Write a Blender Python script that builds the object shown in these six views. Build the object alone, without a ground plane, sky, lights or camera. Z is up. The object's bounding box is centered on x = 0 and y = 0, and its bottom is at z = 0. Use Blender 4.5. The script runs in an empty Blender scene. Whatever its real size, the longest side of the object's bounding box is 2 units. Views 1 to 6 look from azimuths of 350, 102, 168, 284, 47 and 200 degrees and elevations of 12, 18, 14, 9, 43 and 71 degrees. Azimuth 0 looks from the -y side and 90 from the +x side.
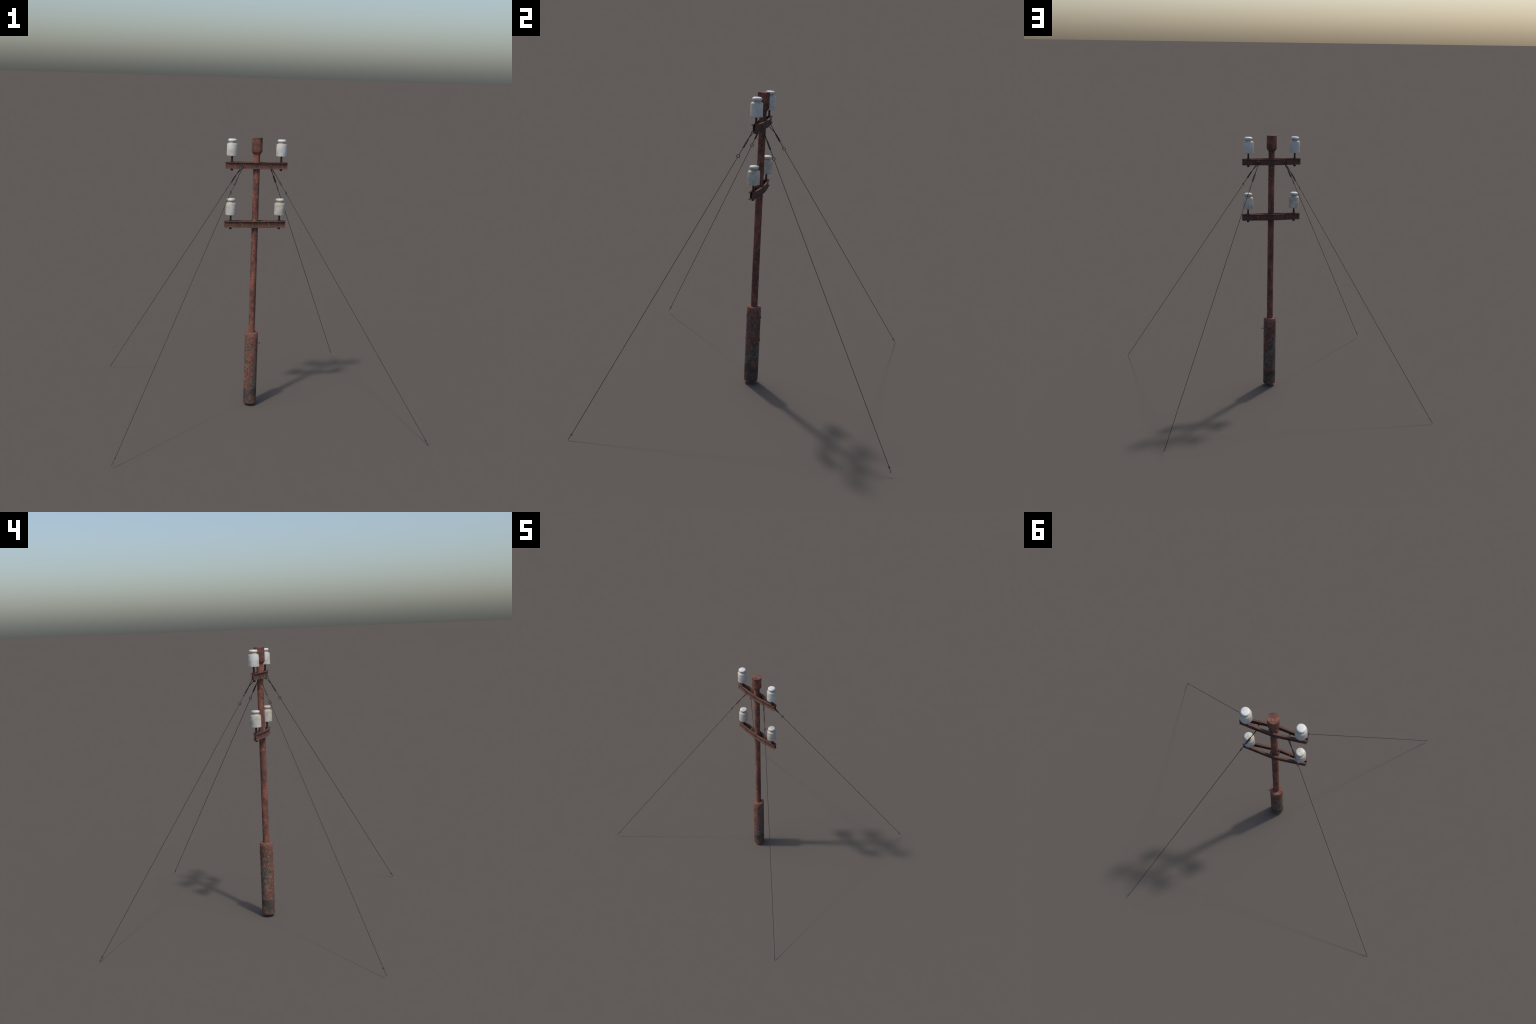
import bpy, bmesh, math
from mathutils import Vector, Matrix

# ---------------------------------------------------------------- constants
AX, AY = -0.0286, -0.0443           # pole axis in the frame
R_SHAFT, R_SLEEVE, R_CAP = 0.0221, 0.0454, 0.0362
Z_BOTTOM, Z_SLEEVE_TOP, Z_TOP = 0.0165, 0.5310, 1.8710
ARM_TOPS = (1.7065, 1.3115)         # top face of each crossarm
ARM_H, ARM_HALF = 0.0430, 0.2075
PIN_X = 0.1660
HOLE_X, HOLE_DROP, HOLE_R = 0.0920, 0.0195, 0.0070
SIDES = 16

# ---------------------------------------------------------------- node helpers
class Mat:
    def __init__(self, name):
        self.m = bpy.data.materials.new(name)
        self.m.use_nodes = True
        self.t = self.m.node_tree
        self.b = self.t.nodes["Principled BSDF"]
        self.coord = self.t.nodes.new("ShaderNodeTexCoord").outputs["Object"]
    def node(self, kind, **kw):
        n = self.t.nodes.new(kind)
        for k, v in kw.items():
            setattr(n, k, v)
        return n
    def link(self, a, b):
        self.t.links.new(a, b)
    def put(self, sock, v):
        if isinstance(v, bpy.types.NodeSocket):
            self.link(v, sock)
        else:
            sock.default_value = v
    def mapped(self, scale=(1, 1, 1), offset=(0, 0, 0)):
        n = self.node("ShaderNodeMapping")
        self.link(self.coord, n.inputs["Vector"])
        n.inputs["Scale"].default_value = scale
        n.inputs["Location"].default_value = offset
        return n.outputs["Vector"]
    def noise(self, scale, detail=6, rough=0.6, vec=None, distortion=0.0):
        n = self.node("ShaderNodeTexNoise")
        self.link(vec if vec is not None else self.coord, n.inputs["Vector"])
        n.inputs["Scale"].default_value = scale
        n.inputs["Detail"].default_value = detail
        n.inputs["Roughness"].default_value = rough
        n.inputs["Distortion"].default_value = distortion
        return n.outputs["Fac"]
    def step(self, v, lo, hi, out0=0.0, out1=1.0):
        n = self.node("ShaderNodeMapRange")
        n.interpolation_type = 'SMOOTHSTEP'
        self.put(n.inputs["Value"], v)
        n.inputs["From Min"].default_value = lo
        n.inputs["From Max"].default_value = hi
        n.inputs["To Min"].default_value = out0
        n.inputs["To Max"].default_value = out1
        return n.outputs["Result"]
    def math(self, op, a, b=0.0):
        n = self.node("ShaderNodeMath", operation=op)
        self.put(n.inputs[0], a)
        self.put(n.inputs[1], b)
        return n.outputs[0]
    def mix(self, fac, a, b):
        n = self.node("ShaderNodeMix", data_type='RGBA')
        self.put(n.inputs[0], fac)
        for s, v in ((n.inputs[6], a), (n.inputs[7], b)):
            if isinstance(v, bpy.types.NodeSocket):
                self.link(v, s)
            else:
                s.default_value = (*v, 1.0)
        return n.outputs[2]
    def z(self):
        n = self.node("ShaderNodeSeparateXYZ")
        self.link(self.coord, n.inputs[0])
        return n.outputs["Z"]
    def bump(self, height, strength, distance):
        n = self.node("ShaderNodeBump")
        n.inputs["Strength"].default_value = strength
        n.inputs["Distance"].default_value = distance
        self.link(height, n.inputs["Height"])
        self.link(n.outputs[0], self.b.inputs["Normal"])
    def done(self, colour, rough=0.8, spec=0.3, metallic=0.0):
        self.put(self.b.inputs["Base Color"], colour if isinstance(colour, bpy.types.NodeSocket) else (*colour, 1))
        self.put(self.b.inputs["Roughness"], rough)
        self.b.inputs["Specular IOR Level"].default_value = spec
        self.b.inputs["Metallic"].default_value = metallic
        return self.m

def rust_material(name, light=(0.225, 0.082, 0.056), dark=(0.120, 0.052, 0.041), soot=(0.046, 0.041, 0.039),
                  pale=(0.295, 0.130, 0.096), soot_amount=0.5, scale=1.0):
    """Dull red-brown rust with paler blotches and dark pitting."""
    m = Mat(name)
    broad = m.noise(13 * scale, 5, 0.6, m.mapped((1, 1, 0.7)))
    fine = m.noise(62 * scale, 7, 0.7, m.mapped((1, 1, 0.6)))
    grain = m.noise(190 * scale, 4, 0.7)
    c = m.mix(m.step(broad, 0.40, 0.60), dark, light)
    c = m.mix(m.step(fine, 0.47, 0.64, 0, 0.8), c, pale)
    pits = m.noise(85 * scale, 7, 0.75, m.mapped((1, 1, 0.55), (3.1, 1.7, 0.4)), 0.8)
    patch = m.noise(22 * scale, 4, 0.6, m.mapped((1, 1, 0.55), (7.7, 2.2, 5.4)))
    lo = 0.575 - 0.12 * soot_amount
    both = m.math("ADD", m.math("MULTIPLY", pits, 0.6), m.math("MULTIPLY", patch, 0.4))
    c = m.mix(m.step(both, lo - 0.040, lo + 0.070, 0, 0.78), c, soot)
    c = m.mix(m.step(grain, 0.47, 0.64, 0.0, 0.42), c, (0.062, 0.040, 0.036))
    m.bump(fine, 0.4, 0.004)
    return m.done(c, 0.9, 0.15)

def sleeve_material():
    """Rust with orange flakes, grey lime and lichen patches, and a dark soil line near the foot."""
    m = Mat("rusty_sleeve_paint")
    z = m.z()
    broad = m.noise(17, 5, 0.6, m.mapped((1, 1, 0.55), (0.35, 0.8, 0.1)))
    fine = m.noise(85, 8, 0.75, m.mapped((1, 1, 0.8)))
    grain = m.noise(190, 4, 0.75)
    c = m.mix(m.step(broad, 0.38, 0.62), (0.110, 0.052, 0.041), (0.215, 0.098, 0.074))
    c = m.mix(m.step(fine, 0.46, 0.62, 0, 0.8), c, (0.285, 0.142, 0.110))
    # orange flakes, mostly in the lower half of the sleeve
    orange = m.noise(19, 6, 0.7, m.mapped((1, 1, 0.7), (4.2, 9.1, 2.3)))
    zone = m.math('MULTIPLY', m.step(z, 0.02, 0.10), m.step(z, 0.40, 0.27))
    om = m.step(m.math('ADD', orange, m.math('MULTIPLY', zone, 0.09)), 0.56, 0.66, 0, 0.85)
    c = m.mix(om, c, m.mix(m.step(fine, 0.42, 0.62), (0.165, 0.047, 0.030), (0.29, 0.080, 0.042)))
    # grey lichen, lime and worn zinc
    lich = m.noise(13, 9, 0.74, m.mapped((1, 1, 0.75), (1.9, 6.3, 8.8)), 0.2)
    zl = m.math('MULTIPLY', m.step(z, 0.00, 0.09), m.step(z, 0.46, 0.24))
    lm = m.step(m.math('ADD', lich, m.math('MULTIPLY', zl, 0.080)), 0.505, 0.605, 0, 0.9)
    gfine = m.noise(70, 6, 0.75, m.mapped((1, 1, 0.8), (2, 2, 2)))
    c = m.mix(lm, c, m.mix(m.step(gfine, 0.40, 0.64), (0.055, 0.052, 0.046), (0.178, 0.160, 0.130)))
    # dark cracks and pits
    cr = m.noise(55, 8, 0.78, m.mapped((1, 1, 0.75), (5, 1, 4)), 1.0)
    c = m.mix(m.step(cr, 0.495, 0.60, 0, 0.85), c, (0.050, 0.044, 0.038))
    c = m.mix(m.step(grain, 0.47, 0.64, 0.0, 0.45), c, (0.062, 0.045, 0.039))
    # soil line: a dark stained foot with a ragged upper rim
    edge = m.math('ADD', z, m.math('MULTIPLY', m.math('SUBTRACT', m.noise(12, 8, 0.75, m.mapped((1, 1, 0.6))), 0.5), 0.10))
    foot = m.step(edge, 0.128, 0.112)
    band = m.math('MULTIPLY', foot, m.step(edge, 0.060, 0.105))
    ragged = m.step(m.noise(20, 6, 0.7, m.mapped((1, 1, 1), (3, 9, 2))), 0.38, 0.58, 0.2, 0.92)
    c = m.mix(m.math('MULTIPLY', band, ragged), c, (0.040, 0.037, 0.033))
    stain = m.step(m.noise(28, 6, 0.7, m.mapped((1, 1, 1), (8, 3, 6))), 0.42, 0.60, 0.15, 0.75)
    c = m.mix(m.math('MULTIPLY', foot, stain), c, (0.055, 0.046, 0.040))
    # grime creeping up the lower third in blots
    creep = m.math('ADD', m.noise(16, 8, 0.72, m.mapped((1, 1, 0.6), (6, 4, 1))), m.step(z, 0.30, 0.10, -0.10, 0.02))
    c = m.mix(m.step(creep, 0.53, 0.60, 0, 0.8), c, (0.048, 0.044, 0.039))
    m.bump(fine, 0.4, 0.004)
    return m.done(c, 0.9, 0.15)

def porcelain_material(name="white_porcelain", white=(0.575, 0.575, 0.565), dirty=(0.48, 0.46, 0.41), spread=0.0):
    m = Mat(name)
    info = m.node("ShaderNodeObjectInfo")
    off = m.node("ShaderNodeVectorMath", operation='MULTIPLY_ADD')
    m.link(info.outputs["Random"], off.inputs[0])
    off.inputs[1].default_value = (7, 5, 3)
    m.link(m.coord, off.inputs[2])
    v = off.outputs[0]
    z = m.z()
    blotch = m.noise(26, 5, 0.6, v)
    fine = m.noise(150, 5, 0.7, v)
    c = m.mix(m.step(blotch, 0.42 - spread, 0.68 - spread, 0, 0.85), white, dirty)
    # ochre grime caught in the neck groove and on the shoulder rim
    groove = m.math('MULTIPLY', m.step(z, -0.030, -0.023), m.step(z, -0.0035, -0.0095))
    g = m.math('MULTIPLY', groove, m.step(fine, 0.32, 0.60, 0.35, 0.85))
    c = m.mix(g, c, (0.31, 0.27, 0.19))
    # run-off stains on the skirt
    runs = m.noise(24, 4, 0.6, m.node_scaled(v, (1, 1, 0.35)))
    rim = m.math('MULTIPLY', m.step(z, -0.045, -0.075), m.step(runs, 0.52, 0.66, 0, 0.55))
    c = m.mix(rim, c, (0.42, 0.37, 0.27))
    c = m.mix(m.step(fine, 0.60, 0.75, 0, 0.35), c, (0.42, 0.41, 0.38))
    return m.done(c, 0.42, 0.4)

def _node_scaled(self, v, s):
    n = self.node("ShaderNodeVectorMath", operation='MULTIPLY')
    self.link(v, n.inputs[0])
    n.inputs[1].default_value = s
    return n.outputs[0]
Mat.node_scaled = _node_scaled

def wire_material():
    m = Mat("weathered_steel_wire")
    n = m.noise(60, 4, 0.6)
    c = m.mix(m.step(n, 0.40, 0.66), (0.017, 0.016, 0.016), (0.034, 0.029, 0.027))
    return m.done(c, 0.7, 0.3)

def fitting_material():
    m = Mat("rusty_steel_fitting")
    n = m.noise(110, 5, 0.65)
    c = m.mix(m.step(n, 0.42, 0.62), (0.040, 0.036, 0.036), (0.105, 0.056, 0.048))
    return m.done(c, 0.75, 0.3)

RUST = rust_material("rusty_shaft_paint")
ARM_RUST = rust_material("rusty_arm_steel", (0.150, 0.066, 0.048), (0.088, 0.050, 0.041), pale=(0.190, 0.092, 0.069), soot_amount=0.5, scale=1.4)
PIN_RUST = rust_material("rusty_pin_steel", (0.095, 0.046, 0.039), (0.058, 0.034, 0.031), pale=(0.13, 0.062, 0.050), soot_amount=0.7, scale=2.5)
SLEEVE = sleeve_material()
PORCELAIN = porcelain_material()
GRIMY_PORCELAIN = porcelain_material("grimy_porcelain", (0.54, 0.535, 0.51), (0.38, 0.35, 0.275), 0.06)
WIRE = wire_material()
FITTING = fitting_material()

# ---------------------------------------------------------------- mesh helpers
root = bpy.data.objects.new("telegraph_pole", None)
bpy.context.scene.collection.objects.link(root)
root.location = (AX, AY, 0)
root["label"] = "rusty steel telegraph pole with white insulators and guy wires"
root["category"] = "utility pole"

def add(name, mesh, mat=None, parent=root, loc=(0, 0, 0)):
    o = bpy.data.objects.new(name, mesh)
    bpy.context.scene.collection.objects.link(o)
    if mat is not None and not mesh.materials:
        mesh.materials.append(mat)
    o.parent = parent
    o.location = loc
    return o

def finish(bm, name, smooth_angle=40):
    bmesh.ops.remove_doubles(bm, verts=bm.verts, dist=1e-6)
    bmesh.ops.recalc_face_normals(bm, faces=bm.faces)
    a = math.radians(smooth_angle)
    for f in bm.faces:
        f.smooth = True
    for e in bm.edges:
        if len(e.link_faces) == 2 and e.calc_face_angle(0) > a:
            e.smooth = False
    me = bpy.data.meshes.new(name)
    bm.to_mesh(me)
    bm.free()
    return me

def ring(bm, c, u, v, r, n):
    return [bm.verts.new(c + u * (r * math.cos(2 * math.pi * i / n)) + v * (r * math.sin(2 * math.pi * i / n))) for i in range(n)]

def skin(bm, a, b):
    n = len(a)
    for i in range(n):
        bm.faces.new((a[i], a[(i + 1) % n], b[(i + 1) % n], b[i]))

def lathe(name, prof, n=SIDES, angle=40, phase=0.0, seg=0.0):
    """Turn (radius, z) pairs about the z axis; closed at both ends. seg splits long runs."""
    pts = [prof[0]]
    for p in prof[1:]:
        q = pts[-1]
        d = math.hypot(p[0] - q[0], p[1] - q[1])
        k = max(1, int(d / seg)) if seg else 1
        pts += [(q[0] + (p[0] - q[0]) * i / k, q[1] + (p[1] - q[1]) * i / k) for i in range(1, k + 1)]
    bm = bmesh.new()
    u = Vector((math.cos(phase), math.sin(phase), 0)); v = Vector((-math.sin(phase), math.cos(phase), 0))
    rings = [ring(bm, Vector((0, 0, z)), u, v, max(r, 1e-5), n) for r, z in pts]
    for a, b in zip(rings, rings[1:]):
        skin(bm, a, b)
    bm.faces.new(rings[0]); bm.faces.new(rings[-1])
    return finish(bm, name, angle)

def frame(d):
    d = d.normalized()
    u = d.cross(Vector((1, 0, 0)) if abs(d.x) < 0.8 else Vector((0, 1, 0))).normalized()
    return u, d.cross(u).normalized()

def tube(bm, pts, r, n=8):
    """Round bar along a polyline; r is a number or one radius per point."""
    pts = [Vector(p) for p in pts]
    rr = r if isinstance(r, (list, tuple)) else [r] * len(pts)
    prev = None
    u = None
    for i, p in enumerate(pts):
        d = (pts[min(i + 1, len(pts) - 1)] - pts[max(i - 1, 0)]).normalized()
        if u is None:
            u, v = frame(d)
        else:
            u = (u - d * u.dot(d)).normalized(); v = d.cross(u)
        cur = ring(bm, p, u, v, rr[i], n)
        if prev:
            skin(bm, prev, cur)
        else:
            bm.faces.new(cur)
        prev = cur
    bm.faces.new(prev)

def torus(bm, c, normal, R, r, n=24, k=8):
    u, v = frame(normal)
    w = normal.normalized()
    rings = []
    for i in range(n):
        a = 2 * math.pi * i / n
        d = u * math.cos(a) + v * math.sin(a)
        rings.append(ring(bm, c + d * R, d, w, r, k))
    for i in range(n):
        skin(bm, rings[i], rings[(i + 1) % n])

def box(bm, lo, hi):
    m = Matrix.Translation([(a + b) / 2 for a, b in zip(lo, hi)]) @ Matrix.Diagonal([*(b - a for a, b in zip(lo, hi)), 1])
    bmesh.ops.create_cube(bm, size=1, matrix=m)

# ---------------------------------------------------------------- pole
add("base_sleeve", lathe("base_sleeve", [
    (R_SLEEVE - 0.0035, Z_BOTTOM), (R_SLEEVE, Z_BOTTOM + 0.003), (R_SLEEVE, Z_SLEEVE_TOP - 0.003),
    (R_SLEEVE - 0.0025, Z_SLEEVE_TOP), (R_SHAFT - 0.004, Z_SLEEVE_TOP)], seg=0.03), SLEEVE)
add("shaft", lathe("shaft", [(R_SHAFT, Z_SLEEVE_TOP - 0.02), (R_SHAFT, 1.762)], seg=0.03), RUST)
add("cap", lathe("cap", [
    (R_SHAFT, 1.757), (R_CAP - 0.001, 1.7755), (R_CAP, 1.778), (R_CAP, Z_TOP - 0.0015), (R_CAP - 0.0015, Z_TOP)], seg=0.02, angle=30), RUST)

# bolts on the sleeve: flat heads front and back at two heights, one long stud on the side
def bolt_head():
    bm = bmesh.new()
    tube(bm, [(0, 0, -0.004), (0, 0, 0.0016), (0, 0, 0.0028)], [0.0072, 0.0072, 0.0055], 8)
    return finish(bm, "bolt", 30)
bolt_mesh = bolt_head()
for z in (0.458, 0.304):
    for s in (-1, 1):
        o = add("bolt", bolt_mesh, SLEEVE, loc=(0, s * R_SLEEVE, z))
        o.rotation_euler = (-s * math.pi / 2, 0, 0)
bm = bmesh.new()
tube(bm, [(R_SLEEVE - 0.006, 0, 0), (R_SLEEVE + 0.014, 0, 0)], 0.0021, 8)
tube(bm, [(R_SLEEVE + 0.0130, 0, 0), (R_SLEEVE + 0.0170, 0, 0)], 0.0036, 8)
add("stud", finish(bm, "stud"), PIN_RUST, loc=(0, 0, 0.4495))

# ---------------------------------------------------------------- crossarms
GAP_MID, SLOPE, ROUND = 0.0207, 0.097, 0.040
WEB, FLANGE, FLANGE_T = 0.0040, 0.0082, 0.0042

def bow(x):
    """Distance of a rail's inner face from the arm's centre line: bowed out round the shaft."""
    return GAP_MID - SLOPE * (math.sqrt(x * x + ROUND * ROUND) - ROUND)

def rail_mesh():
    """Outward-facing channel section swept along the bowed line, with two holes in its web."""
    t, f, w = FLANGE_T, FLANGE, WEB
    ch = 0.0008
    sec = [(0, -ARM_H), (w + f - ch, -ARM_H), (w + f, -ARM_H + ch), (w + f, -ARM_H + t - ch), (w + f - ch, -ARM_H + t),
           (w + 0.001, -ARM_H + t + 0.0004), (w, -ARM_H + t + 0.0016),
           (w, -t - 0.0016), (w + 0.001, -t - 0.0004), (w + f - ch, -t), (w + f, -t + ch), (w + f, -ch), (w + f - ch, 0), (0, 0)]
    bm = bmesh.new()
    steps = 36
    prev = None
    for i in range(steps + 1):
        x = -ARM_HALF + 2 * ARM_HALF * i / steps
        cur = [bm.verts.new((x, bow(x) + y, z)) for y, z in sec]
        if prev:
            skin(bm, prev, cur)
        else:
            bm.faces.new(cur)
        prev = cur
    bm.faces.new(prev)
    me = finish(bm, "crossarm_rail", 30)
    rail = bpy.data.objects.new("rail_blank", me)
    bpy.context.scene.collection.objects.link(rail)
    cut = bmesh.new()
    for s in (-1, 1):
        tube(cut, [(s * HOLE_X, 0, -HOLE_DROP), (s * HOLE_X, 0.05, -HOLE_DROP)], HOLE_R, 14)
    drill = bpy.data.objects.new("drill", finish(cut, "drill"))
    bpy.context.scene.collection.objects.link(drill)
    mod = rail.modifiers.new("holes", 'BOOLEAN')
    mod.object = drill
    mod.solver = 'EXACT'
    bpy.context.view_layer.update()
    out = bpy.data.meshes.new_from_object(rail.evaluated_get(bpy.context.evaluated_depsgraph_get()))
    out.name = "crossarm_rail"
    bpy.data.objects.remove(rail)
    bpy.data.objects.remove(drill)
    return out

rail = rail_mesh()
rail.materials.clear()
strap_bm = bmesh.new()
box(strap_bm, (-0.0016, -0.0225, -0.014), (0.0016, 0.0225, 0.014))
bmesh.ops.bevel(strap_bm, geom=list(strap_bm.edges), offset=0.0005, segments=1, affect='EDGES')
strap = finish(strap_bm, "spacer_strap", 30)

INS = 0.1427                        # height of the knob's equator above the arm
insulator = lathe("insulator", [
    (0.004, 0.0094), (0.0205, 0.0094), (0.0245, 0.0080), (0.0272, 0.0050), (0.0284, 0.0012), (0.0282, -0.0030),
    (0.0265, -0.0068), (0.0235, -0.0092), (0.0222, -0.0115), (0.0220, -0.0150), (0.0235, -0.0172), (0.0285, -0.0196),
    (0.0330, -0.0220), (0.0352, -0.0250), (0.0356, -0.0290), (0.0363, -0.0985), (0.0357, -0.1005), (0.0335, -0.1010),
    (0.0315, -0.0990), (0.0300, -0.0880), (0.0060, -0.0860)], n=32, angle=65)
pin = lathe("pin", [
    (0.0062, -0.0850), (0.0062, -0.1220), (0.0066, -0.1300), (0.0085, -0.1400), (0.0090, -0.1440),
    (0.0088, -INS - ARM_H - 0.0020), (0.0088, -INS - ARM_H - 0.0120), (0.0076, -INS - ARM_H - 0.0135)], n=12)

for top in ARM_TOPS:
    for s in (1, -1):
        o = add("crossarm_rail", rail, ARM_RUST, loc=(0, 0, top))
        if s < 0:
            o.rotation_euler = (0, 0, math.pi)
    for s in (1, -1):
        add("spacer_strap", strap, ARM_RUST, loc=(s * 0.0262, 0, top - 0.020))
        ins = add("insulator", insulator, PORCELAIN, loc=(s * PIN_X, 0.0008, top + INS))
        ins.rotation_euler = (0, 0, 1.3 * s + top)
        ins.material_slots[0].link = 'OBJECT'
        ins.material_slots[0].material = GRIMY_PORCELAIN if top < 1.5 else PORCELAIN
        add("pin", pin, PIN_RUST, parent=ins)

# ---------------------------------------------------------------- guy wires
# (side x, side y): ground end, joint just above it, eye ring under the arm
GUYS = {
    (-1, -1): ((-0.9890, -0.9432, 0.0180), (-0.968, -0.924, 0.0525), (-0.2127, -0.1478, 1.5170)),
    (1, -1): ((0.9988, -0.8356, 0.0012), (0.9845, -0.8205, 0.0275), (0.1578, -0.1369, 1.5150)),
    (1, 1): ((0.8236, 0.9437, 0.0198), (0.811, 0.931, 0.0456), (0.1431, 0.0709, 1.5160)),
    (-1, 1): ((-0.9988, 0.8106, 0.0030), (-0.985, 0.798, 0.0291), (-0.2114, 0.0561, 1.5125)),
}
WIRE_R = 0.00165
O = Vector((AX, AY, 0))

def bezier(p0, p1, p2, p3, n):
    return [p0 * (1 - t) ** 3 + p1 * (3 * t * (1 - t) ** 2) + p2 * (3 * t * t * (1 - t)) + p3 * t ** 3
            for t in (i / n for i in range(n + 1))]

for (sx, sy), (end, joint, eye) in GUYS.items():
    end, joint, eye = (Vector(p) - O for p in (end, joint, eye))
    hole = Vector((sx * HOLE_X, sy * (bow(HOLE_X) + WEB * 0.5), ARM_TOPS[0] - HOLE_DROP - 0.002))
    d = (joint - eye).normalized()
    nrm = Vector((1, -0.14 * sy, 0)).normalized()
    R = 0.0085
    # long wire between the two rings
    bm = bmesh.new()
    tube(bm, [eye + d * R, joint - d * 0.0035], WIRE_R, 8)
    guy = add("guy_wire", finish(bm, "guy_wire"), WIRE)
    # eye ring and small ground ring
    bm = bmesh.new()
    torus(bm, eye, nrm, R, 0.0021)
    add("eye_ring", finish(bm, "eye_ring", 80), WIRE, parent=guy)
    bm = bmesh.new()
    torus(bm, joint, nrm, 0.0040, 0.0019, 16)
    add("ground_ring", finish(bm, "ground_ring", 80), WIRE, parent=guy)
    # anchor rod
    bm = bmesh.new()
    e = (end - joint).normalized()
    tube(bm, [joint + e * 0.003, end], WIRE_R, 8)
    add("anchor_rod", finish(bm, "anchor_rod"), WIRE, parent=guy)
    # threaded rod, tapering turnbuckle sleeve with a collar
    up = (hole - eye).normalized()
    low, high = eye + up * 0.059, eye + up * 0.122
    bm = bmesh.new()
    tube(bm, [eye + up * R, low + up * 0.004], 0.0022, 8)
    add("threaded_rod", finish(bm, "threaded_rod"), FITTING, parent=guy)
    bm = bmesh.new()
    tube(bm, [low, low + up * 0.001, low + up * 0.004, low + up * 0.0045, low + up * 0.016, high - up * 0.010, high],
         [0.0054, 0.0062, 0.0062, 0.0058, 0.0058, 0.0050, 0.0034], 8)
    add("turnbuckle", finish(bm, "turnbuckle"), FITTING, parent=guy)
    # loop: straight up into the hole, through the web, round inside and back down under the rail
    inside = hole + Vector((0, -sy * 0.0075, -0.001))
    under = Vector((hole.x + sx * 0.004, hole.y - sy * 0.010, ARM_TOPS[0] - ARM_H + 0.002))
    out = Vector((hole.x + sx * 0.016, hole.y + sy * 0.004, ARM_TOPS[0] - ARM_H - 0.016))
    outer = hole + Vector((0, sy * 0.0055, -0.0005))
    path = [high - up * 0.004, outer + Vector((0, 0, -0.003)), outer, hole, inside]
    path += bezier(inside, inside + Vector((0, -sy * 0.006, -0.006)), under + Vector((-sx * 0.001, -sy * 0.004, 0.012)), under, 8)[1:]
    path += bezier(under, under + Vector((sx * 0.003, sy * 0.009, -0.009)), high + up * 0.017, high - up * 0.002, 10)[1:]
    bm = bmesh.new()
    tube(bm, path, 0.0021, 8)
    add("wire_loop", finish(bm, "wire_loop", 80), WIRE, parent=guy)
